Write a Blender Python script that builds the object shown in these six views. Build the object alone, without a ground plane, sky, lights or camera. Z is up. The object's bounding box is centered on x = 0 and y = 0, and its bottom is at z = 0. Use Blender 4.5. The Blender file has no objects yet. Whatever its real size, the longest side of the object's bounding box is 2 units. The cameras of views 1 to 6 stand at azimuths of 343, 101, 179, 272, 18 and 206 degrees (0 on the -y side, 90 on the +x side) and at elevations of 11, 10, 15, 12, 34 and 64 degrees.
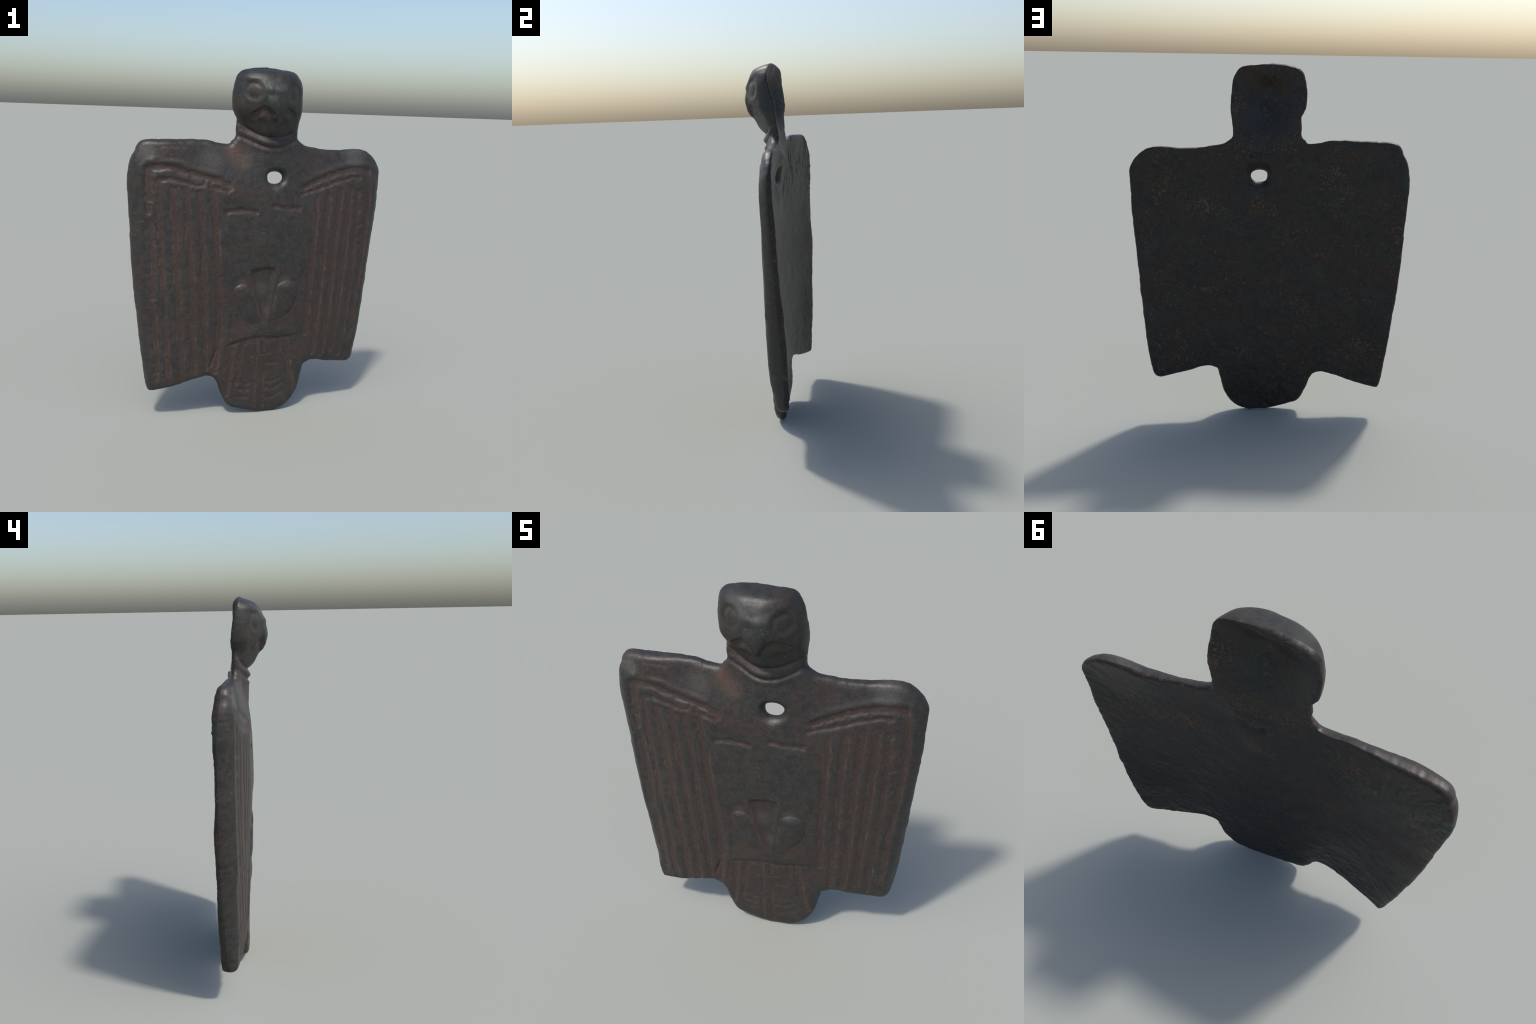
# A cast bronze bird plaque: spread wings with grooved feathers, hooked-beak head, drumstick legs, fan tail.
import bpy, math
import numpy as np
from mathutils import Vector
from mathutils.geometry import delaunay_2d_cdt

rng = np.random.default_rng(7)

# ----------------------------------------------------------------------------- helpers
def sstep(a, b, t):
    t = np.clip((t - a) / (b - a), 0.0, 1.0)
    return t * t * (3 - 2 * t)

def thin_plate(ctrl, lam=2e-5):
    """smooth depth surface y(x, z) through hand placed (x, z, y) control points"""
    c = np.array(ctrl, float); P = c[:, :2]; n = len(P)
    U = lambda r2: np.where(r2 > 0, .5 * r2 * np.log(np.maximum(r2, 1e-20)), 0.0)
    A = np.zeros((n + 3, n + 3))
    A[:n, :n] = U(((P[:, None] - P[None]) ** 2).sum(-1)) + lam * np.eye(n)
    A[:n, n] = 1; A[:n, n + 1:] = P; A[n, :n] = 1; A[n + 1:, :n] = P.T
    w = np.linalg.solve(A, np.r_[c[:, 2], 0, 0, 0])
    def f(x, z):
        out = w[n] + w[n + 1] * x + w[n + 2] * z
        for i in range(n):
            out = out + w[i] * U((x - P[i, 0]) ** 2 + (z - P[i, 1]) ** 2)
        return out
    return f

def spline(knots, x):
    """smooth (monotone-safe cosine/hermite) 1D curve through knots"""
    k = np.array(sorted(knots), float)
    X, Y = k[:, 0], k[:, 1]
    m = np.gradient(Y, X)
    x = np.clip(x, X[0], X[-1])
    i = np.clip(np.searchsorted(X, x) - 1, 0, len(X) - 2)
    h = X[i + 1] - X[i]; t = (x - X[i]) / h
    return ((2*t**3-3*t**2+1)*Y[i] + (t**3-2*t**2+t)*h*m[i] + (-2*t**3+3*t**2)*Y[i+1] + (t**3-t**2)*h*m[i+1])

_perm = rng.permutation(512)
def _hash(ix, iy, s):
    return _perm[(_perm[(ix + s * 37) & 511] + iy) & 511] / 511.0 * 2 - 1
def vnoise(u, v, s=0):
    iu, iv = np.floor(u).astype(int), np.floor(v).astype(int)
    fu, fv = u - iu, v - iv
    fu = fu**3*(fu*(fu*6-15)+10); fv = fv**3*(fv*(fv*6-15)+10)
    a, b = _hash(iu, iv, s), _hash(iu+1, iv, s)
    c, d = _hash(iu, iv+1, s), _hash(iu+1, iv+1, s)
    return (a*(1-fu)+b*fu)*(1-fv) + (c*(1-fu)+d*fu)*fv
def fbm(u, v, octv=3, s=0):
    o = 0; a = 1.0
    for k in range(octv):
        o = o + a * vnoise(u * 2**k, v * 2**k, s + k); a *= .5
    return o

def seg_dist(x, z, pts):
    """distance to a polyline"""
    d = np.full(np.shape(x), 9.0)
    for (ax, az), (bx, bz) in zip(pts[:-1], pts[1:]):
        dx, dz = bx - ax, bz - az
        h = np.clip(((x-ax)*dx + (z-az)*dz) / (dx*dx+dz*dz), 0, 1)
        d = np.minimum(d, np.hypot(x-ax-h*dx, z-az-h*dz))
    return d

def in_poly(x, z, poly):
    ins = np.zeros(np.shape(x), bool)
    n = len(poly)
    for i in range(n):
        x0, z0 = poly[i]; x1, z1 = poly[(i+1) % n]
        if z0 == z1: continue
        c = ((z0 > z) != (z1 > z)) & (x < (x1-x0)*(z-z0)/(z1-z0)+x0)
        ins ^= c
    return ins

def catmull(pts, step, closed=True):
    P = np.array(pts, float); n = len(P); out = []
    for i in range(n):
        p0, p1, p2, p3 = P[i-1], P[i], P[(i+1) % n], P[(i+2) % n]
        m = max(1, int(round(np.linalg.norm(p2-p1) / step)))
        for t in np.arange(m) / m:
            out.append(.5*((2*p1)+(-p0+p2)*t+(2*p0-5*p1+4*p2-p3)*t*t+(-p0+3*p1-3*p2+p3)*t**3))
    return np.array(out)

# ----------------------------------------------------------------------------- silhouette
OUTLINE = [
 # head, going over the crown to the bird's right side (-x)
 (.159, 1.981), (.088, 1.992), (.02, 1.998), (-.041, 1.999), (-.119, 1.988), (-.158, 1.968), (-.176, 1.939), (-.188, 1.883),
 (-.193, 1.839), (-.189, 1.775), (-.176, 1.74), (-.163, 1.716), (-.168, 1.665), (-.167, 1.623),
 # shoulder and wing at -x
 (-.187, 1.594), (-.205, 1.58), (-.271, 1.585), (-.297, 1.592), (-.362, 1.6), (-.519, 1.599), (-.625, 1.596),
 (-.688, 1.587), (-.712, 1.557), (-.721, 1.528), (-.739, 1.498), (-.753, 1.452), (-.76, 1.379), (-.757, 1.278),
 (-.750, 1.196), (-.743, 1.072), (-.736, .946), (-.730, .861), (-.718, .732), (-.704, .615), (-.695, .541),
 (-.683, .428), (-.667, .299), (-.656, .223), (-.647, .187), (-.634, .170), (-.582, .173), (-.496, .192),
 (-.41, .219), (-.339, .237), (-.296, .241), (-.265, .23), (-.243, .199),
 # tail
 (-.221, .137), (-.193, .079), (-.169, .052), (-.129, .037), (-.071, .021), (-.028, .009), (.016, .001),
 (.045, .004), (.074, .004), (.11, .001), (.153, .013), (.196, .039), (.232, .072), (.255, .115), (.271, .16),
 (.285, .223), (.295, .262),
 # wing at +x
 (.310, .276), (.35, .287), (.391, .285), (.453, .27), (.508, .261), (.577, .250), (.615, .246), (.639, .256),
 (.656, .284), (.668, .333), (.682, .43), (.693, .532), (.707, .675), (.717, .774), (.722, .857), (.728, .912),
 (.737, 1.022), (.746, 1.117), (.753, 1.212), (.756, 1.292), (.759, 1.372), (.759, 1.432), (.749, 1.465),
 (.728, 1.500), (.682, 1.541), (.650, 1.556), (.602, 1.562), (.475, 1.555), (.385, 1.558), (.319, 1.567),
 (.28, 1.573), (.245, 1.584), (.208, 1.617), (.209, 1.688), (.217, 1.751), (.216, 1.827), (.209, 1.902), (.191, 1.947)]
HOLE_C = (.062, 1.396)

outline = catmull(OUTLINE, .0055)
arc = np.cumsum(np.r_[0, np.linalg.norm(np.diff(outline, axis=0), axis=1)])
tang = np.roll(outline, -1, 0) - np.roll(outline, 1, 0)
tang /= np.linalg.norm(tang, axis=1)[:, None]
normal_in = np.c_[-tang[:, 1], tang[:, 0]]                     # inward for this winding (counter-clockwise seen from the back)
if not in_poly(*(outline[40] + normal_in[40]*.004), outline): normal_in = -normal_in
wob = .0016 * vnoise(arc*22, arc*0+.3, 11) + .0011 * vnoise(arc*60, arc*0+.7, 12)
outline = outline + normal_in * wob[:, None]
ang = np.linspace(0, 2*np.pi, 64, endpoint=False)
hole = np.c_[HOLE_C[0] + (.045+.002*np.sin(3*ang+1))*np.sign(np.cos(ang))*np.abs(np.cos(ang))**.9,
             HOLE_C[1] + .034*np.sign(np.sin(ang))*np.abs(np.sin(ang))**.85]

# ----------------------------------------------------------------------------- depth surfaces  (x, z, y)
EDGE = thin_plate([(.02,2,-.005),(.17,1.96,.01),(.19,1.9,0),(.195,1.8,.03),(.195,1.72,.042),(.2,1.62,.05),
 (-.15,1.96,-.005),(-.165,1.88,.01),(-.165,1.76,.02),(-.15,1.68,.015),(-.16,1.62,.02),(-.2,1.59,.03),
 (-.35,1.595,.036),(-.5,1.6,.040),(-.69,1.58,.048),(-.757,1.4,.066),(-.73,1,.072),(-.69,.6,.07),(-.64,.25,.05),
 (-.61,.16,.038),(-.45,.2,.022),(-.294,.232,.012),(-.2,.1,-.004),(-.1,.02,-.006),(.03,0,.004),(.15,.02,.01),(.25,.1,.024),
 (.322,.276,.035),(.45,.24,.062),(.6,.2,.092),(.645,.25,.118),(.69,.6,.122),(.72,1,.108),(.757,1.4,.10),
 (.66,1.555,.105),(.5,1.56,.086),(.35,1.57,.066),(.23,1.61,.05),(.062,1.388,-.005)], 1e-5)

FRONT = thin_plate([(-.745,1.47,0),(-.74,1.25,.005),(-.725,1,.005),(-.71,.87,.003),(-.68,.6,.003),(-.65,.39,0),(-.62,.25,0),
 (-.672,1.452,-.008),(-.6,1.38,-.026),(-.53,1.3,-.038),(-.457,1.343,-.043),(-.35,1.353,-.048),(-.187,1.344,-.056),
 (-.647,1.196,-.013),(-.447,.929,-.044),(-.472,.564,-.030),(-.247,.466,-.032),(-.615,.7,-.017),(-.545,.343,-.022),(-.42,.3,-.03),
 (-.556,1.525,-.024),(-.68,1.53,0),(-.4,1.52,-.014),(-.3,1.5,-.02),(-.2,1.46,-.03),(-.3,.3,-.028),
 (-.05,1.2,-.06),(-.22,1.2,-.057),(0,1.13,-.063),(0,1.01,-.062),(0,.878,-.052),(.2,1.225,-.038),(.231,1.29,-.02),
 (.318,1.267,-.012),(.408,1.298,.001),(.48,1.324,.014),(.555,1.34,.026),(.606,1.389,.03),(.683,1.446,.056),
 (.385,.48,.002),(.432,.304,.027),(.234,.721,-.024),(.24,.47,-.006),(.72,1.2,.06),(.7,.9,.061),(.67,.6,.054),(.64,.4,.058),(.6,.28,.07),(.55,.5,.03),
 (.5,.8,.012),(.35,.8,-.013),(-.1,.7,-.045),(.12,.7,-.038),(.03,.54,-.040),(-.09,.45,-.04),(.173,.3,-.012),(-.074,.223,-.028),
 (.138,.127,-.016),(-.192,.127,-.027),(.227,.149,-.012),(.03,.05,-.022),(-.1,.07,-.025),
 (.02,1.52,-.046),(0,1.46,-.044),(.06,1.35,-.05),(.2,1.5,-.005),(.35,1.5,.025),(.5,1.5,.04),(.62,1.5,.05),
 (-.12,1.52,-.02),(.16,1.55,-.01),(.02,1.6,-.045),(-.12,1.64,-.008),(.16,1.62,0),(0,1.8,-.03),(-.15,1.85,0),(.18,1.85,.01),(0,2,-.02)])

# the back is a shallow dish: thick rim, hollow middle
BACK = thin_plate([(-.735,1.45,.086),(-.735,1.2,.086),(-.71,.9,.096),(-.68,.6,.09),(-.65,.4,.088),(-.62,.22,.078),
 (.735,1.45,.118),(.735,1.24,.125),(.715,1,.132),(.695,.76,.145),(.675,.6,.15),(.655,.4,.15),(.615,.27,.14),
 (-.6,1.3,.062),(-.6,1.0,.056),(-.57,.7,.052),(-.54,.42,.046),(.62,1.3,.090),(.6,1.0,.096),(.58,.7,.098),(.55,.42,.112),
 (.05,1.28,.034),(-.15,1.28,.010),(.17,1.39,.028),(-.06,1.39,.022),(0,1,.008),(0,.8,.007),(0,.6,.012),(.02,.35,.024),(.02,.18,.032),(.03,.05,.028),(-.15,.1,.022),(.2,.1,.046),
 (-.35,1.2,.022),(.35,1.2,.044),(-.35,.9,.014),(.35,.9,.042),(-.35,.6,.017),(.35,.6,.05),(-.33,.3,.018),(.35,.33,.066),
 (-.5,1.57,.054),(-.66,1.56,.064),(-.3,1.56,.036),(.5,1.53,.101),(.66,1.53,.114),(.32,1.54,.07),
 (-.45,1.42,.050),(.45,1.42,.07),
 (.05,1.49,.056),(.05,1.57,.040),(-.14,1.62,.034),(.17,1.62,.06),
 (-.165,1.9,.022),(-.165,1.75,.037),(.19,1.9,.008),(.19,1.8,.036),(.19,1.7,.05),(.02,1.975,.008),(.02,1.94,-.005),(.02,1.88,-.052),
 (-.08,1.89,-.008),(.12,1.89,-.012),(.02,1.8,-.054),(.02,1.7,-.006),(.02,1.63,.024)])

# head crest profile (z, y) on the mid line, and side extents
CREST = [(2.0,-.012),(1.985,-.055),(1.97,-.083),(1.944,-.110),(1.92,-.124),(1.9,-.131),(1.878,-.141),(1.85,-.144),(1.816,-.146),
         (1.794,-.143),(1.767,-.137),(1.738,-.128),(1.712,-.108),(1.681,-.091),(1.646,-.074),(1.607,-.053),(1.55,-.03)]
def chin_z(x):           # lower border of the face
    return spline([(-.25,1.74),(-.165,1.705),(-.10,1.665),(-.04,1.636),(.04,1.622),(.10,1.628),(.16,1.65),(.2,1.668),(.26,1.69)], x)
def collar_z(x):         # groove under the collar ring
    return spline([(-.25,1.66),(-.155,1.625),(-.09,1.60),(-.03,1.575),(.05,1.563),(.11,1.572),(.17,1.60),(.21,1.62),(.26,1.64)], x)

EYES = [((-.097, 1.872), .040, .046), ((.132, 1.862), .042, .045)]
# hollows beside the beak
HOLLOWS = [[(-.085,1.752),(-.045,1.778),(-.010,1.752)], [(.130,1.757),(.092,1.774),(.058,1.746)]]
BEAK = [(-.05,1.885),(.09,1.88),(.06,1.79),(.045,1.735),(.026,1.703),(.006,1.737),(-.02,1.79)]

# ----------------------------------------------------------------------------- grooves: (polyline, width, depth)
LEFT_GROOVES = [
 ([(-.654,1.437),(-.651,1.272)], .036, .009), ([(-.651,1.238),(-.648,1.204)], .030, .008),
 ([(-.641,1.149),(-.625,.938),(-.621,.722)], .030, .007), ([(-.616,.684),(-.607,.543),(-.601,.412),(-.594,.248)], .026, .005),
 ([(-.602,1.36),(-.594,1.223),(-.588,1.063),(-.574,.845),(-.558,.606),(-.542,.46),(-.536,.312),(-.53,.225)], .028, .007),
 ([(-.527,1.325),(-.519,1.225),(-.509,1.064),(-.498,.939),(-.488,.75),(-.476,.556),(-.464,.408),(-.454,.231)], .040, .008),
 ([(-.453,1.33),(-.445,1.248),(-.43,1.064),(-.423,.939),(-.409,.749),(-.399,.554),(-.39,.353),(-.387,.252)], .033, .008),
 ([(-.38,1.315),(-.367,1.203),(-.355,1.018),(-.348,.891),(-.335,.699),(-.328,.501),(-.317,.297)], .030, .008),
 ([(-.307,1.315),(-.29,1.203),(-.276,1.017),(-.259,.842),(-.254,.697),(-.241,.573),(-.254,.421),(-.267,.279)], .040, .008)]
LEFT_COVERT = [
 ([(-.654,1.44),(-.613,1.45),(-.543,1.448),(-.406,1.41),(-.269,1.379),(-.21,1.35)], .032, .010),
 ([(-.598,1.379),(-.543,1.389),(-.462,1.367),(-.398,1.35),(-.357,1.355),(-.350,1.38)], .022, .008),
 ([(-.32,1.378),(-.316,1.344),(-.223,1.324),(-.2,1.343)], .026, .008)]
RIGHT_GROOVES = [
 ([(.669,1.433),(.682,1.356),(.684,1.253),(.676,1.146),(.668,1.035),(.66,.92),(.65,.829),(.638,.753),(.629,.676),(.618,.538),(.609,.36)], .028, .006),
 ([(.604,1.31),(.602,1.196),(.599,1.032),(.59,.886),(.583,.794),(.571,.667),(.558,.535),(.548,.427),(.538,.308)], .030, .007),
 ([(.55,1.335),(.541,1.193),(.534,1.085),(.529,.942),(.517,.82),(.506,.696),(.497,.579),(.488,.46),(.481,.347)], .036, .008),
 ([(.48,1.318),(.474,1.217),(.464,1.11),(.456,1.025),(.449,.908),(.444,.786),(.434,.596),(.423,.457),(.41,.323)], .036, .008),
 ([(.403,1.29),(.398,1.213),(.389,1.107),(.383,.994),(.378,.89),(.375,.722),(.363,.559),(.354,.416),(.35,.342)], .034, .008),
 ([(.322,1.262),(.322,1.174),(.312,1.049),(.307,.97),(.303,.841),(.300,.72),(.295,.59),(.29,.47)], .032, .007),
 ([(.624,1.224),(.608,1.17)], .02, .005), ([(.64,1.115),(.60,1.093)], .02, .005), ([(.64,1.05),(.598,1.026)], .02, .005), ([(.629,.988),(.594,.963)], .02, .006)]
RIGHT_COVERT = [
 ([(.228,1.335),(.34,1.383),(.446,1.417),(.531,1.436),(.614,1.445),(.665,1.43)], .032, .009),
 ([(.223,1.302),(.342,1.332),(.449,1.368),(.555,1.395),(.607,1.397)], .022, .009),
 ([(.40,1.405),(.405,1.36)], .02, .006), ([(.505,1.425),(.507,1.385)], .018, .006), ([(.30,1.36),(.31,1.33)], .02, .006), ([(.235,1.33),(.24,1.305)], .02, .008)]
TAIL_GROOVES = [
 ([(-.012,.455),(-.014,.327),(-.017,.245)], .014, .006), ([(-.019,.18),(-.019,.032)], .014, .006), ([(.032,.448),(.029,.386)], .016, .006),
 ([(.031,.255),(.033,.186),(.038,.04)], .014, .006), ([(-.158,.432),(-.172,.309),(-.182,.201),(-.192,.13)], .032, .007),
 ([(-.104,.43),(-.115,.354),(-.121,.272),(-.131,.19)], .020, .006), ([(.123,.444),(.13,.384)], .026, .006),
 ([(.176,.441),(.188,.337),(.205,.234),(.23,.135)], .030, .007),
 ([(-.048,.355),(-.016,.362),(.024,.366),(.07,.364)], .013, .005), ([(-.133,.192),(-.108,.196),(-.08,.181),(-.023,.193)], .012, .005),
 ([(-.139,.156),(-.098,.145),(-.052,.148)], .013, .005), ([(.045,.188),(.089,.186),(.14,.202)], .012, .005),
 ([(.044,.145),(.104,.14),(.156,.173)], .012, .005), ([(-.149,.11),(-.1,.101),(-.066,.104)], .012, .004),
 ([(.051,.092),(.087,.088),(.163,.115)], .016, .004), ([(-.091,.437),(-.019,.441)], .014, .005), ([(.028,.445),(.112,.448)], .014, .005),
 ([(.045,.312),(.079,.297),(.11,.303)], .018, .005)]
BODY_GROOVES = [
 ([(-.22,1.209),(-.133,1.219),(-.055,1.206)], .026, .010), ([(.048,1.239),(.126,1.226),(.212,1.222)], .026, .010),
 ([(-.587,1.558),(-.52,1.561),(-.469,1.558)], .013, .004), ([(-.62,1.487),(-.55,1.494),(-.483,1.494)], .016, .004)]
LEFT_FRAME = [(-.672,.60),(-.690,1.0),(-.697,1.25),(-.697,1.45),(-.66,1.485),(-.60,1.49),(-.535,1.485),(-.40,1.445),(-.27,1.412)]
RIGHT_FRAME = [(.25,1.372),(.33,1.415),(.44,1.452),(.53,1.472),(.62,1.48),(.69,1.465),(.715,1.36),(.715,1.2),(.70,1.0),(.67,.75)]
TAIL_TOP = [(-.21,.43),(-.177,.437),(-.122,.46),(-.001,.479),(.094,.466),(.188,.470),(.22,.47)]
SKIRT_L = [(-.187,.64),(-.207,.46),(-.232,.30)]
SKIRT_R = [(.222,.62),(.231,.48),(.238,.356),(.262,.27)]
LEGS = [[(-.165,.755),(-.145,.780),(-.115,.787),(-.065,.762),(-.030,.695),(-.008,.635),(.002,.580),(-.045,.560),(-.093,.575),(-.140,.672)],
        [(.092,.765),(.115,.788),(.150,.797),(.200,.782),(.214,.725),(.186,.643),(.140,.594),(.078,.575),(.070,.620),(.082,.690)]]
LEGS = [catmull(l, .01) for l in LEGS]

def grooves(x, z, lst):
    y = np.zeros_like(x)
    for pts, w, dep in lst:
        d = seg_dist(x, z, pts) + .0035*vnoise(x*45, z*45, 21) + .0035*vnoise(x*20, z*14, 22)
        y = np.maximum(y, .70*dep * (1 - sstep(w*.5-.010, w*.5+.010, d)))
    return y

def front_y(x, z):
    y = FRONT(x, z)
    ch, co = chin_z(x), collar_z(x)
    # neck: two crescent folds under the face
    neck = sstep(1.50, 1.56, z)
    fade = .55 + .45*sstep(.2, .0, np.abs(x-.02))
    y = y + neck*fade*(.008*np.exp(-((z-co)/.009)**2) - .009*np.exp(-((z-co-.026)/.015)**2) - .004*np.exp(-((z-co+.022)/.012)**2)
                       + .003*np.exp(-((z-ch)/.007)**2))
    # head: crest line falling off to both sides
    crest = spline(CREST, z)
    left = spline([(1.55,-.17),(1.7,-.17),(1.78,-.19),(1.85,-.193),(1.94,-.178),(2.0,-.16)], z)
    right = spline([(1.55,.205),(1.7,.21),(1.8,.217),(1.9,.21),(2.0,.185)], z)
    mid = .022
    t = np.where(x < mid, (mid-x)/(mid-left), (x-mid)/(right-mid))
    side_wall = sstep(1.68, 1.78, z)*sstep(1.985, 1.93, z)       # square cheeks: a steep wall down to the rim
    rim = np.where(x < mid, .005, .012) - .036*side_wall
    p = 1.05 + .35*sstep(1.66, 1.80, z) + .25*sstep(1.80, 1.92, z) + 1.4*sstep(1.91, 1.99, z)   # lean chin, broad square crown
    yh = crest + (rim-crest) * np.clip(t, 0, 1.2)**p
    # flattened planes beside the beak, forehead dip
    yh = yh + .004*np.exp(-((x-.012)/.035)**2 - ((z-1.935)/.03)**2)
    for brow in ([(-.125,1.945),(-.015,1.885)], [(.145,1.94),(.045,1.88)]):
        yh = yh - .004*np.exp(-(seg_dist(x, z, brow)/.020)**2)
    for (ex, ez), rx, rz in EYES:
        d = np.hypot((x-ex)/rx, (z-ez)/rz)
        yh = yh + .0048*np.exp(-((d-.85)/.30)**2) + .0012*np.exp(-(d/.45)**2) - .002*np.exp(-((d-1.4)/.25)**2)
    for h in HOLLOWS:
        d = seg_dist(x, z, h)
        up = sstep(-.010, .012, np.interp(x, *zip(*sorted(h))) - z)            # steep roof, long slope below
        yh = yh + .015*(1-sstep(.004, .019+.024*up, d))
    # hooked beak: raised wedge with steep lower edges
    bx = .018 + (1.80-z)*.07
    half = np.clip((z-1.700)/.10, 0, 1)**.8*.052
    db = (np.abs(x-bx) - half)
    yh = yh - .007*(1-sstep(-.014, .006, db))*sstep(1.695,1.72,z)*sstep(1.86,1.80,z)
    w = np.clip((z-ch)/.045, 0, 1); w = np.sqrt(1-(1-w)**2)
    hd = np.where(z > ch, 1.0, 0.0)
    y = np.where(hd > 0, y + (np.minimum(yh, y) - y)*w, y)
    # legs: two drumsticks either side of a sunken wedge
    for leg in LEGS:
        sd = seg_dist(x, z, [*leg, leg[0]])*np.where(in_poly(x, z, leg), 1, -1)
        t = np.clip((sd+.004)/.042, 0, 1)
        y = y - .0125*np.sqrt(1-(1-t)**2)*sstep(.52, .66, z)
    tt = np.clip((.895-z)/.35, 0, 1)
    cx = .0 + .032*tt
    d = np.abs(x-cx) - (.088*(1-tt)**.9+.004)
    arcz = .892 - 2.2*(x-.02)**2
    y = y + .015*(1-.5*tt)*(1-sstep(-.030, .006, d))*sstep(arcz+.006, arcz-.022, z)*sstep(.53,.56,z)
    # waist under the legs, step down on to the tail
    tz = np.interp(x, [p[0] for p in TAIL_TOP], [p[1] for p in TAIL_TOP])
    inside = sstep(-.215,-.19,x)*sstep(.235,.21,x)
    y = y - .0045*inside*sstep(tz-.010, tz+.012, z)*sstep(tz+.10, tz+.02, z) + .003*inside*np.exp(-((z-tz+.010)/.010)**2)
    for s, a in ((SKIRT_L, .0045), (SKIRT_R, .0015)):
        y = y - a*np.exp(-(seg_dist(x, z, s)/.012)**2)
    y = y + .006*np.exp(-(seg_dist(x, z, [(-.258,.406),(-.293,.305)])/.007)**2)
    # feathers
    g = np.maximum(grooves(x, z, LEFT_GROOVES+LEFT_COVERT), grooves(x, z, RIGHT_GROOVES+RIGHT_COVERT))
    g = np.maximum(g, grooves(x, z, TAIL_GROOVES+BODY_GROOVES))
    y = y + g
    # raised frame around the feathered panels
    for ln in (LEFT_FRAME, RIGHT_FRAME):
        y = y - .0050*np.exp(-(seg_dist(x, z, ln)/.016)**2)
    # cast skin
    y = y + .0013*fbm(x*10, z*8, 3, 3) + .0006*fbm(x*45, z*38, 3, 5)
    return y

def back_y(x, z):
    y = BACK(x, z)
    # dished pit around the hole with an overhanging lip from the neck
    d = np.hypot((x-HOLE_C[0])/.085, (z-HOLE_C[1]+.005)/.085)
    y = y - .010*np.exp(-d**4)
    y = y + .014*np.exp(-((x-.05)/.11)**2-((z-1.490)/.028)**2)
    u, v = x*.8+z*.6, z*.8-x*.6
    y = y + .0020*fbm(x*9, z*9, 3, 31) + .0007*fbm(u*16, v*55, 3, 35) + .0005*fbm(x*70, z*70, 2, 38)
    # lumpy, wrinkled casting skin towards the shoulders and along the lower hem
    lump = np.clip(sstep(1.15, 1.35, z)*sstep(.25, -.1, x) + .7*sstep(.5, .3, z), 0, 1)*sstep(1.62, 1.55, z)
    r = fbm(x*26+1.5*vnoise(x*9, z*9, 51), z*15, 3, 53)
    y = y + lump*.0036*sstep(-.2, .8, r)*(1+.6*vnoise(x*7, z*7, 55))
    return y

# ----------------------------------------------------------------------------- sheet of points (silhouette, inset rings, hex grid)
def dist_loop(x, z, loop):
    out = np.full(len(x), 9.0)
    A = loop; B = np.roll(loop, -1, 0); D = B-A; L2 = (D**2).sum(1)
    for s in range(0, len(x), 4000):
        px = x[s:s+4000, None]; pz = z[s:s+4000, None]
        h = np.clip(((px-A[:, 0])*D[:, 0]+(pz-A[:, 1])*D[:, 1])/L2, 0, 1)
        out[s:s+4000] = np.sqrt(((px-A[:, 0]-h*D[:, 0])**2+(pz-A[:, 1]-h*D[:, 1])**2).min(1))
    return out

def inside_all(x, z):
    return in_poly(x, z, outline) & ~in_poly(x, z, hole)

RINGS = [.0009, .0032, .0068, .0112, .0162, .0216]
tang = np.roll(outline, -1, 0) - np.roll(outline, 1, 0); tang /= np.linalg.norm(tang, axis=1)[:, None]
nin = np.c_[-tang[:, 1], tang[:, 0]]
if not in_poly(*(outline[40] + nin[40]*.004), outline): nin = -nin
hn = hole - np.array(HOLE_C); hn /= np.linalg.norm(hn, axis=1)[:, None]
ring_pts = []
for r in RINGS:
    for loop, nn in ((outline, nin), (hole, hn)):
        p = loop + nn*r
        dd = np.minimum(dist_loop(p[:, 0], p[:, 1], outline), dist_loop(p[:, 0], p[:, 1], hole))
        ok = (dd > r*.93) & inside_all(p[:, 0], p[:, 1])
        ring_pts.append(p[ok])
ring_pts = np.vstack(ring_pts)
H = .0054
gx, gz = np.meshgrid(np.arange(-.78, .78, H), np.arange(-.01, 2.01, H*.866))
gx = gx + (np.arange(gx.shape[0]) % 2)[:, None]*H*.5
gx, gz = gx.ravel(), gz.ravel()
gx = gx + rng.uniform(-.1, .1, gx.shape)*H; gz = gz + rng.uniform(-.1, .1, gz.shape)*H
ok = in_poly(gx, gz, outline); gx, gz = gx[ok], gz[ok]
gd = np.minimum(dist_loop(gx, gz, outline), dist_loop(gx, gz, hole))
ok = (gd > RINGS[-1]+.0035) & ~in_poly(gx, gz, hole)
grid = np.c_[gx[ok], gz[ok]]
no, nh = len(outline), len(hole)
pts = np.vstack([outline, hole, ring_pts, grid])
edges = [(i, (i+1) % no) for i in range(no)] + [(no+i, no+(i+1) % nh) for i in range(nh)]
res = delaunay_2d_cdt([Vector((float(a), float(b))) for a, b in pts], edges, [], 0, 1e-7)
pts = np.array([(v.x, v.y) for v in res[0]]); tri = np.array(res[2], int)
orig = res[3]
rim_flag = np.array([any(k < no+nh for k in o) for o in orig])
cen = pts[tri].mean(1)
tri = tri[inside_all(cen[:, 0], cen[:, 1])]
# make the triangles turn the same way
a, b, c = pts[tri[:, 0]], pts[tri[:, 1]], pts[tri[:, 2]]
area = (b[:, 0]-a[:, 0])*(c[:, 1]-a[:, 1])-(b[:, 1]-a[:, 1])*(c[:, 0]-a[:, 0])
tri[area < 0] = tri[area < 0][:, ::-1]

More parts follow.
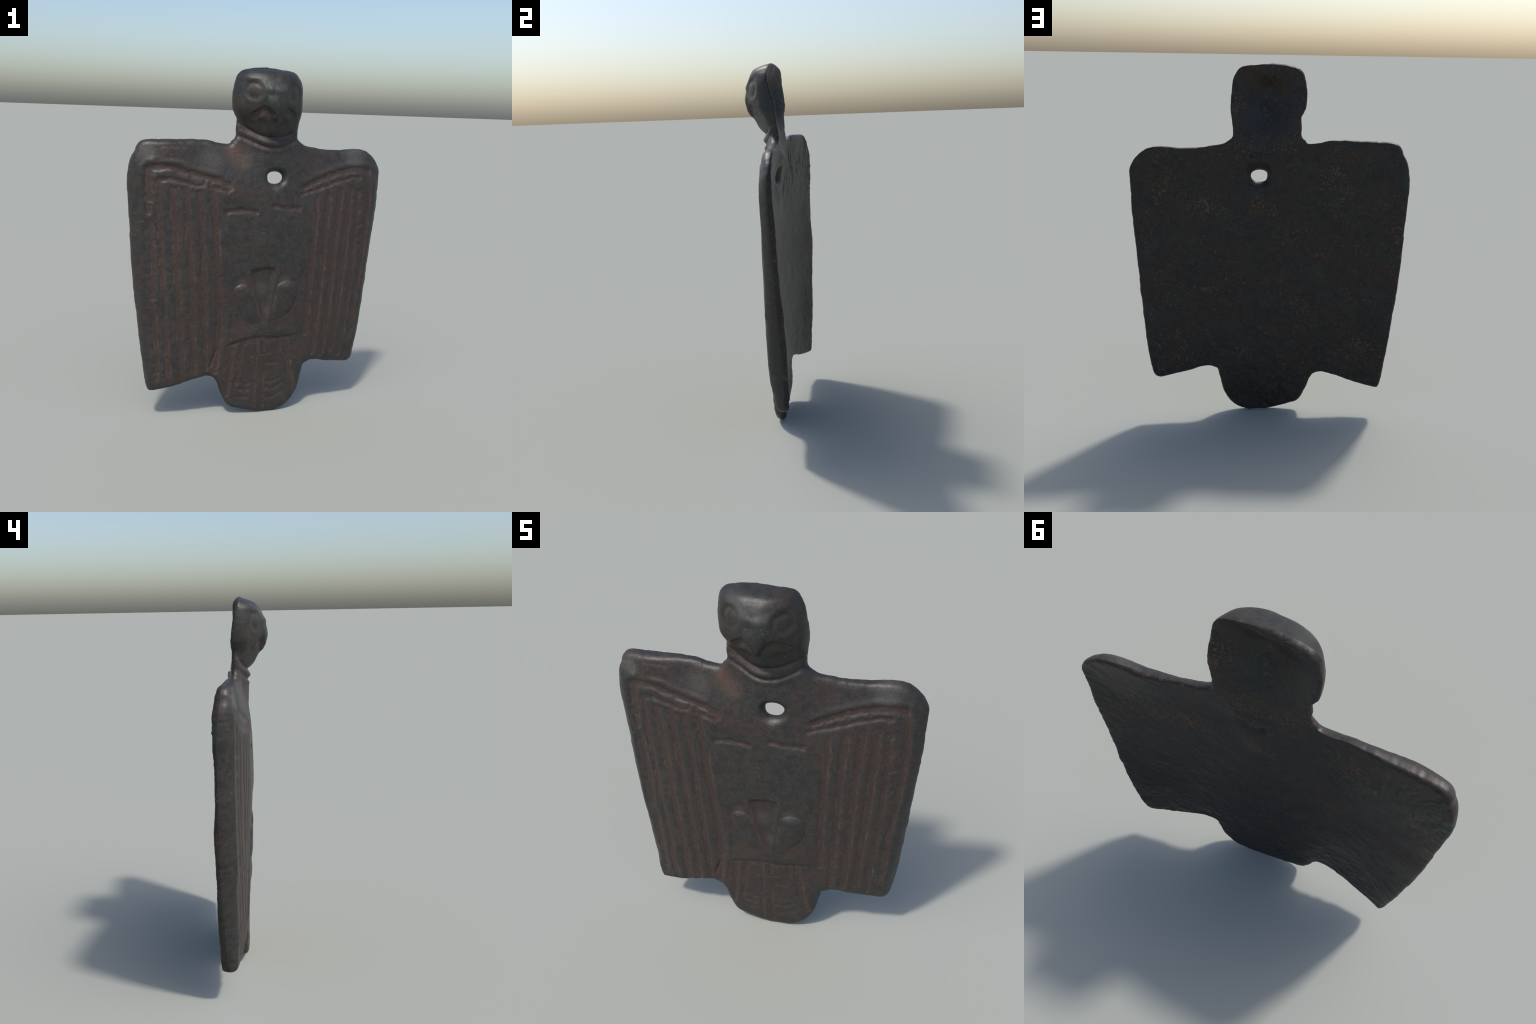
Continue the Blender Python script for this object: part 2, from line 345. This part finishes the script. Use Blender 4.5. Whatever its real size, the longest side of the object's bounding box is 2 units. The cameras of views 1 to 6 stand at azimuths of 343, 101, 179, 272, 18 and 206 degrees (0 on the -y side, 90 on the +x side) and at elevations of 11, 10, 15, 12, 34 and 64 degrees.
X, Z = pts[:, 0].copy(), pts[:, 1].copy()
d_out = dist_loop(X, Z, outline); d_hole = dist_loop(X, Z, hole)
d_out[rim_flag & (d_out < 1e-5)] = 0; d_hole[rim_flag & (d_hole < 1e-5)] = 0

def round_profile(d, r, p):
    t = np.clip(d/r, 0, 1)
    return (1-(1-t)**p)**(1/p)

is_head = sstep(1.60, 1.68, Z)
E_y = EDGE(X, Z); F_y = front_y(X, Z); B_y = back_y(X, Z)
# hole throat wins near the hole
shoulder = sstep(1.44, 1.56, Z)*(1-is_head)
low = sstep(.33, .24, Z)
rf = (.050-.022*low)*(1-is_head) + .03*is_head
pf = 1.7 + .8*shoulder + .3*is_head + .3*low
rf = rf - .012*shoulder
prof_f = round_profile(d_out, rf, pf) * round_profile(d_hole, .036, 1.7)
prof_b = round_profile(d_out, .018+.006*is_head, 2.2) * round_profile(d_hole, .040, 1.6)
edge_rip = (.0010*vnoise(Z*95, X*4, 41)+.0008*vnoise(Z*180, X*9, 43))*np.exp(-(d_out/.012)**2)
Fy = E_y + (F_y-E_y)*prof_f + edge_rip
By = E_y + (np.maximum(B_y, F_y+.012)-E_y)*prof_b + edge_rip
rim = (d_out == 0) | (d_hole == 0)

nv = len(X)
back_index = np.where(rim, np.arange(nv), 0)
nb = np.flatnonzero(~rim); back_index[nb] = nv + np.arange(len(nb))
verts = np.vstack([np.c_[X, Fy, Z], np.c_[X[nb], By[nb], Z[nb]]])
front_tri = tri                                  # seen from -y: x right, z up, counter-clockwise = outward (-y)
back_tri = back_index[tri][:, ::-1]
faces = np.vstack([front_tri, back_tri]); is_back = np.r_[np.zeros(len(tri), bool), np.ones(len(tri), bool)]
verts[:, 2] -= verts[:, 2].min()
verts[:, 2] *= 2.0/verts[:, 2].max()
print('verts', len(verts), 'tris', len(faces), 'y', verts[:, 1].min(), verts[:, 1].max())

# whole-body vertex normals
fn = np.cross(verts[faces[:, 1]]-verts[faces[:, 0]], verts[faces[:, 2]]-verts[faces[:, 0]])
vn = np.zeros_like(verts)
for k in range(3): np.add.at(vn, faces[:, k], fn)
vn /= np.maximum(np.linalg.norm(vn, axis=1), 1e-12)[:, None]

# ----------------------------------------------------------------------------- materials
def nd(t, kind, **kw):
    n = t.nodes.new(kind)
    for k, v in kw.items():
        if k.startswith('i_'): n.inputs[int(k[2:])].default_value = v
        else: setattr(n, k, v)
    return n
def math_n(t, op, a, b=None, c=None, clamp=False):
    n = t.nodes.new('ShaderNodeMath'); n.operation = op; n.use_clamp = clamp
    for i, v in enumerate((a, b, c)):
        if v is None: continue
        if isinstance(v, (int, float)): n.inputs[i].default_value = v
        else: t.links.new(v, n.inputs[i])
    return n.outputs[0]
def vmath(t, op, a, b=None, scale=None):
    n = t.nodes.new('ShaderNodeVectorMath'); n.operation = op
    for i, v in enumerate((a, b)):
        if v is None: continue
        if isinstance(v, (tuple, list)): n.inputs[i].default_value = v
        else: t.links.new(v, n.inputs[i])
    if scale is not None:
        if isinstance(scale, (int, float)): n.inputs['Scale'].default_value = scale
        else: t.links.new(scale, n.inputs['Scale'])
    return n.outputs['Value'] if op in ('DOT_PRODUCT', 'LENGTH', 'DISTANCE') else n.outputs['Vector']
def noise(t, vec, scale, detail=4, rough=.55, dist=0.0):
    n = t.nodes.new('ShaderNodeTexNoise'); n.inputs['Scale'].default_value = scale
    n.inputs['Detail'].default_value = detail; n.inputs['Roughness'].default_value = rough; n.inputs['Distortion'].default_value = dist
    t.links.new(vec, n.inputs['Vector']); return n.outputs['Fac']
def ramp01(t, v, a, b):
    n = t.nodes.new('ShaderNodeMapRange'); n.interpolation_type = 'SMOOTHSTEP'
    n.inputs['From Min'].default_value = a; n.inputs['From Max'].default_value = b
    t.links.new(v, n.inputs['Value']); return n.outputs['Result']
def mix(t, fac, a, b):
    n = t.nodes.new('ShaderNodeMix'); n.data_type = 'RGBA'
    for sock, v in ((n.inputs[0], fac), (n.inputs[6], a), (n.inputs[7], b)):
        if isinstance(v, (tuple, list)): sock.default_value = (*v, 1)
        elif isinstance(v, (int, float)): sock.default_value = v
        else: t.links.new(v, sock)
    return n.outputs[2]
def scaled(t, vec, s):
    return vmath(t, 'MULTIPLY', vec, s)

def capsule_field(t, P, lines):
    """min over all polylines of (distance - half width), from object coordinates flattened to (x, 0, z)"""
    best = None
    for pts_, w in lines:
        pts_ = simplify(pts_)
        for (ax, az), (bx, bz) in zip(pts_[:-1], pts_[1:]):
            ba = (bx-ax, 0, bz-az); L2 = ba[0]**2+ba[2]**2
            pa = vmath(t, 'SUBTRACT', P, (ax, 0, az))
            h = math_n(t, 'MULTIPLY', vmath(t, 'DOT_PRODUCT', pa, ba), 1/L2, clamp=True)
            q = t.nodes.new('ShaderNodeVectorMath'); q.operation = 'SCALE'; q.inputs[0].default_value = ba
            t.links.new(h, q.inputs['Scale'])
            d = math_n(t, 'SUBTRACT', vmath(t, 'DISTANCE', pa, q.outputs[0]), w*.5)
            best = d if best is None else math_n(t, 'MINIMUM', best, d)
    return best

GREY_A, GREY_B = (.0205, .0206, .0203), (.0330, .0326, .0318)
BROWN, RUST, PALE, GREEN = (.0400, .0270, .0225), (.090, .050, .034), (.080, .060, .052), (.030, .085, .062)

def simplify(pts_, tol=.004):
    """drop polyline points that lie almost on the chord"""
    if len(pts_) < 3: return list(pts_)
    a, b = pts_[0], pts_[-1]
    d = [float(seg_dist(np.array([p[0]]), np.array([p[1]]), [a, b])[0]) for p in pts_[1:-1]]
    k = int(np.argmax(d))
    if d[k] < tol: return [a, b]
    return simplify(pts_[:k+2], tol)[:-1] + simplify(pts_[k+1:], tol)

# patina patches, plus highlights painted into the colour: (x, z, radius, colour, amount)
PAINTED_SHEEN = (.098, .095, .089)
FRONT_PATCHES = [(-.185,1.53,.055,RUST,.60),(-.13,1.485,.05,RUST,.45),(-.30,1.50,.06,PAINTED_SHEEN,.30),
                 (-.12,.545,.05,BROWN,.8),(.15,.565,.05,BROWN,.8),(.015,.62,.045,PALE,.42),(-.005,.76,.05,PAINTED_SHEEN,.22),(-.12,.795,.030,PALE,.45),(.14,.80,.035,PAINTED_SHEEN,.35),
                 (.265,.38,.06,BROWN,.9),(-.25,.45,.07,BROWN,.8),(.45,.9,.16,BROWN,.55),(.5,1.25,.14,BROWN,.55),(.42,.5,.12,BROWN,.45),(0,.3,.16,BROWN,.45),
                 (-.66,1.535,.05,PAINTED_SHEEN,.65),(.58,1.515,.07,PAINTED_SHEEN,.40),(.06,1.335,.025,PAINTED_SHEEN,.35),(.30,1.50,.07,BROWN,.5),(-.45,1.56,.05,BROWN,.35),(.18,.85,.05,BROWN,.4)]
HEAD_PATCHES = [(-.048,1.752,.026,RUST,.40),(.10,1.756,.028,RUST,.45),(-.05,1.915,.045,PAINTED_SHEEN,.40),(.05,1.89,.035,PAINTED_SHEEN,.40),(-.10,1.95,.03,PAINTED_SHEEN,.25),(-.16,1.82,.03,(.055,.036,.015),.6)]
GREEN_SPOTS = [(0,.02,.14),(-.6,.25,.10),(-.74,1.15,.14),(.62,.45,.16),(.62,1.3,.10),(.02,1.85,.09)]

def bronze(name, lines=(), patches=(), back=False, tint=(1, 1, 1)):
    m = bpy.data.materials.new(name); m.use_nodes = True
    t = m.node_tree; t.nodes.clear()
    out = t.nodes.new('ShaderNodeOutputMaterial'); bs = t.nodes.new('ShaderNodeBsdfPrincipled')
    t.links.new(bs.outputs[0], out.inputs[0])
    P = t.nodes.new('ShaderNodeTexCoord').outputs['Object']
    flat0 = vmath(t, 'MULTIPLY', P, (1, 0, 1))
    n_big = noise(t, P, 4.5, 5, .62, .4); n_mid = noise(t, P, 26, 6, .68); n_fine = noise(t, P, 120, 4, .7)
    col = mix(t, ramp01(t, n_mid, .36, .66), GREY_A, GREY_B)
    # brown skin of old patina, in clouds
    w = ramp01(t, math_n(t, 'ADD', n_big, math_n(t, 'MULTIPLY', n_mid, .6)), .72, .98)
    col = mix(t, math_n(t, 'MULTIPLY', w, .70), col, BROWN)
    for (px, pz, r, colr, amt) in patches:
        d = vmath(t, 'DISTANCE', flat0, (px, 0, pz))
        dd = math_n(t, 'ADD', d, math_n(t, 'MULTIPLY', math_n(t, 'SUBTRACT', n_mid, .5), r*2.4))
        f = math_n(t, 'MULTIPLY', ramp01(t, dd, r*1.35, r*.25), amt)
        col = mix(t, f, col, colr)
    if lines:
        wv = t.nodes.new('ShaderNodeTexNoise'); wv.inputs['Scale'].default_value = 38; wv.inputs['Detail'].default_value = 4
        wv.inputs['Roughness'].default_value = .65
        t.links.new(vmath(t, 'MULTIPLY', P, (1, 1, .55)), wv.inputs['Vector'])
        jit = vmath(t, 'SCALE', vmath(t, 'SUBTRACT', wv.outputs['Color'], (.5, .5, .5)), scale=.034)
        f = capsule_field(t, vmath(t, 'ADD', flat0, vmath(t, 'MULTIPLY', jit, (1, 0, 1))), lines)
        inside = ramp01(t, f, .012, -.007)
        along = noise(t, vmath(t, 'MULTIPLY', P, (1.6, 1, .6)), 20, 4, .65)
        lip = math_n(t, 'MULTIPLY', ramp01(t, math_n(t, 'ABSOLUTE', math_n(t, 'ADD', f, .003)), .008, .0), ramp01(t, along, .46, .64))  # groove borders tinted pale where the lower edge catches the sun
        amt = math_n(t, 'MULTIPLY', inside, ramp01(t, along, .22, .56))
        col = mix(t, amt, col, BROWN)
        col = mix(t, math_n(t, 'MULTIPLY', lip, .45), col, PALE)
        col = mix(t, math_n(t, 'MULTIPLY', math_n(t, 'MULTIPLY', inside, ramp01(t, n_fine, .56, .70)), .42), col, RUST)
    # grain
    n_grain = noise(t, P, 300, 2, .6)
    gr = math_n(t, 'ADD', math_n(t, 'MULTIPLY_ADD', n_fine, 1.7, -.10), math_n(t, 'MULTIPLY', n_grain, .5))
    gcol = t.nodes.new('ShaderNodeCombineXYZ')
    for k in range(3): t.links.new(math_n(t, 'MULTIPLY', gr, tint[k]), gcol.inputs[k])
    mm = t.nodes.new('ShaderNodeMix'); mm.data_type = 'RGBA'; mm.blend_type = 'MULTIPLY'; mm.inputs[0].default_value = 1
    t.links.new(col, mm.inputs[6]); t.links.new(gcol.outputs[0], mm.inputs[7]); col = mm.outputs[2]
    # specks: pale mineral grains and green corrosion flecks
    sp = noise(t, P, 95, 2, .5)
    col = mix(t, math_n(t, 'MULTIPLY', ramp01(t, sp, .67, .76), .5), col, PALE)
    gz = noise(t, P, 42, 3, .6)
    for (gx_, gz_, r) in GREEN_SPOTS:
        d = vmath(t, 'DISTANCE', flat0, (gx_, 0, gz_))
        gz = math_n(t, 'ADD', gz, math_n(t, 'MULTIPLY', ramp01(t, d, r, 0.0), .105))
    col = mix(t, math_n(t, 'MULTIPLY', ramp01(t, gz, .675, .76), .75), col, GREEN)
    if back:
        os_ = math_n(t, 'ADD', noise(t, P, 80, 3, .6), math_n(t, 'MULTIPLY', noise(t, P, 7, 3), .45))
        col = mix(t, math_n(t, 'MULTIPLY', ramp01(t, os_, .80, .95), .8), col, (.105, .060, .032))
        bl = noise(t, P, 5, 5, .6)
        col = mix(t, math_n(t, 'MULTIPLY', ramp01(t, bl, .54, .72), .6), col, (.026, .037, .034))
        col = mix(t, math_n(t, 'MULTIPLY', ramp01(t, bl, .46, .30), .5), col, (.042, .027, .016))
    t.links.new(col, bs.inputs['Base Color'])
    rr = t.nodes.new('ShaderNodeMapRange'); rr.inputs['To Min'].default_value = .33; rr.inputs['To Max'].default_value = .56
    t.links.new(n_mid, rr.inputs['Value']); t.links.new(rr.outputs['Result'], bs.inputs['Roughness'])
    bs.inputs['Specular IOR Level'].default_value = .26 if back else .38
    hsum = math_n(t, 'ADD', math_n(t, 'MULTIPLY', n_fine, .6), n_mid)
    bp = t.nodes.new('ShaderNodeBump'); bp.inputs['Strength'].default_value = .35; bp.inputs['Distance'].default_value = .003
    t.links.new(hsum, bp.inputs['Height']); t.links.new(bp.outputs[0], bs.inputs['Normal'])
    return m

strip = lambda lst: [(p, w) for p, w, _ in lst]
curve_line = lambda fz, xs: [(float(x), float(fz(np.array([x]))[0])) for x in xs]
neck_lines = [(curve_line(lambda x: chin_z(x)-.008, np.linspace(-.15, .16, 6)), .018), (curve_line(collar_z, np.linspace(-.13, .14, 6)), .012)]
body_lines = strip(BODY_GROOVES) + [([(-.09,.862),(-.047,.882),(.02,.896),(.088,.877)], .014), ([(-.065,.80),(-.012,.65),(.029,.55)], .026)]
FRONT_LINES = strip(LEFT_GROOVES+LEFT_COVERT+RIGHT_GROOVES+RIGHT_COVERT+TAIL_GROOVES) + body_lines + neck_lines
HEAD_LINES = [(HOLLOWS[0], .022), (HOLLOWS[1], .022)] + [([(e[0][0]+e[1]*.8*math.cos(q), e[0][1]+e[2]*.8*math.sin(q)) for q in np.linspace(1.8, 5.6, 5)], .014) for e in EYES]
M_BACK = bronze('bronze_back', back=True, tint=(.84, .77, .69))

# ----------------------------------------------------------------------------- cut the one surface into parts
fc = verts[faces].mean(1); fx, fz = fc[:, 0], fc[:, 2]
part = np.full(len(faces), 'torso', dtype=object)
def poly_x(pts, z):
    p = sorted((b, a) for a, b in pts); return np.interp(z, [q[0] for q in p], [q[1] for q in p])
wl = poly_x([(-.20,1.60),(-.19,1.33),(-.27,1.29),(-.255,1.0),(-.225,.6),(-.245,.4),(-.29,.2)], fz)
wr = poly_x([(.23,1.60),(.215,1.33),(.285,1.25),(.27,1.0),(.25,.6),(.27,.4),(.315,.2)], fz)
part[(fx < wl) & (fz < 1.63)] = 'wing'
part[(fx > wr) & (fz < 1.63)] = 'wing.001'
tz = np.interp(fx, [p[0] for p in TAIL_TOP], [p[1] for p in TAIL_TOP])
torso = part == 'torso'
part[torso & (fz < tz)] = 'tail'
part[torso & (fz > collar_z(fx)-.012)] = 'neck'
part[torso & (fz > chin_z(fx))] = 'head'
fr = ~is_back
def suffix(base, k): return base if k == 0 else '%s.%03d' % (base, k)
for i, leg in enumerate(LEGS):
    part[fr & (part == 'torso') & in_poly(fx, fz, leg)] = suffix('leg', i)
for i, ((ex, ez), rx, rz) in enumerate(EYES):
    part[fr & (part == 'head') & (np.hypot((fx-ex)/rx, (fz-ez)/rz) < 1)] = 'eye' if i == 0 else 'eye.001'
part[fr & (part == 'head') & in_poly(fx, fz, BEAK)] = 'beak'
# feathers: the strips between neighbouring grooves
parent_of = {'eye': 'head', 'eye.001': 'head', 'beak': 'head'}
nfe = 0
def ctr(line, z): return poly_x(line[0], z)
for wing, lines_ in (('wing', [LEFT_GROOVES[2], *LEFT_GROOVES[4:]]), ('wing.001', RIGHT_GROOVES[:6])):
    for la, lb in zip(lines_[:-1], lines_[1:]):
        xa, xb = ctr(la, fz), ctr(lb, fz)
        top = min(la[0][0][1], lb[0][0][1])+.02
        lo, hi = np.minimum(xa, xb), np.maximum(xa, xb)
        sel = fr & (part == wing) & (fx > lo) & (fx < hi) & (fz < top)
        if sel.sum() > 50:
            nm = suffix('feather', nfe); nfe += 1
            part[sel] = nm; parent_of[nm] = wing
ncov = 0
for wing, cov in (('wing', [(-.66,1.455),(-.613,1.455),(-.543,1.45),(-.406,1.412),(-.269,1.381),(-.2,1.345),(-.22,1.32),(-.32,1.34),(-.398,1.348),(-.462,1.365),(-.543,1.388),(-.598,1.379)]),
                  ('wing.001', [(.22,1.335),(.34,1.383),(.446,1.418),(.531,1.437),(.614,1.446),(.668,1.432),(.607,1.393),(.555,1.391),(.449,1.363),(.342,1.327),(.223,1.297)])):
    sel = fr & (part == wing) & in_poly(fx, fz, cov)
    nm = suffix('covert_feather', ncov); ncov += 1
    part[sel] = nm; parent_of[nm] = wing
ntf = 0
for a, b in ((-.165, -.118), (-.118, -.014), (-.014, .032), (.032, .125), (.125, .19)):
    lo = a + (tz-fz)*(.10*np.sign(a) if abs(a) > .1 else 0); hi = b + (tz-fz)*(.10*np.sign(b) if abs(b) > .1 else 0)
    sel = fr & (part == 'tail') & (fx > lo) & (fx < hi)
    nm = suffix('tail_feather', ntf); ntf += 1
    part[sel] = nm; parent_of[nm] = 'tail'

def front_material(nm):
    """bronze with only those grooves and patches that touch this part"""
    sel = (part == nm) & fr
    root_ = parent_of.get(nm, nm)
    head = root_ == 'head'
    near = [l for l in (HEAD_LINES if head else FRONT_LINES) if (seg_dist(fx[sel], fz[sel], l[0]) < l[1]*.5+.03).any()]
    pat = [p for p in (HEAD_PATCHES if head else FRONT_PATCHES) if (np.hypot(fx[sel]-p[0], fz[sel]-p[1]) < p[2]*2.4).any()]
    return bronze('bronze_' + nm.split('.')[0], near, pat, tint=(.86, .91, .87) if head else (1, .985, .965))

def make_part(nm):
    sel = part == nm
    f = faces[sel]
    used, inv = np.unique(f, return_inverse=True)
    f = inv.reshape(-1, 3)
    me = bpy.data.meshes.new(nm)
    me.from_pydata(verts[used].tolist(), [], f.tolist())
    me.materials.append(front_material(nm)); me.materials.append(M_BACK)
    me.polygons.foreach_set('material_index', is_back[sel].astype(np.int32))
    me.polygons.foreach_set('use_smooth', np.ones(len(f), bool))
    me.update()
    me.normals_split_custom_set_from_vertices(vn[used].tolist())
    ob = bpy.data.objects.new(nm, me); bpy.context.scene.collection.objects.link(ob)
    return ob

root = bpy.data.objects.new('bird_plaque', None)
bpy.context.scene.collection.objects.link(root)
root['label'] = 'dark bronze bird plaque with spread grooved wings and hooked beak'
root['category'] = 'bronze plaque'
objs = {}
for nm in sorted(set(part), key=lambda s: (s in parent_of, s)):
    ob = make_part(nm); objs[nm] = ob
    ob.parent = objs[parent_of[nm]] if nm in parent_of else root
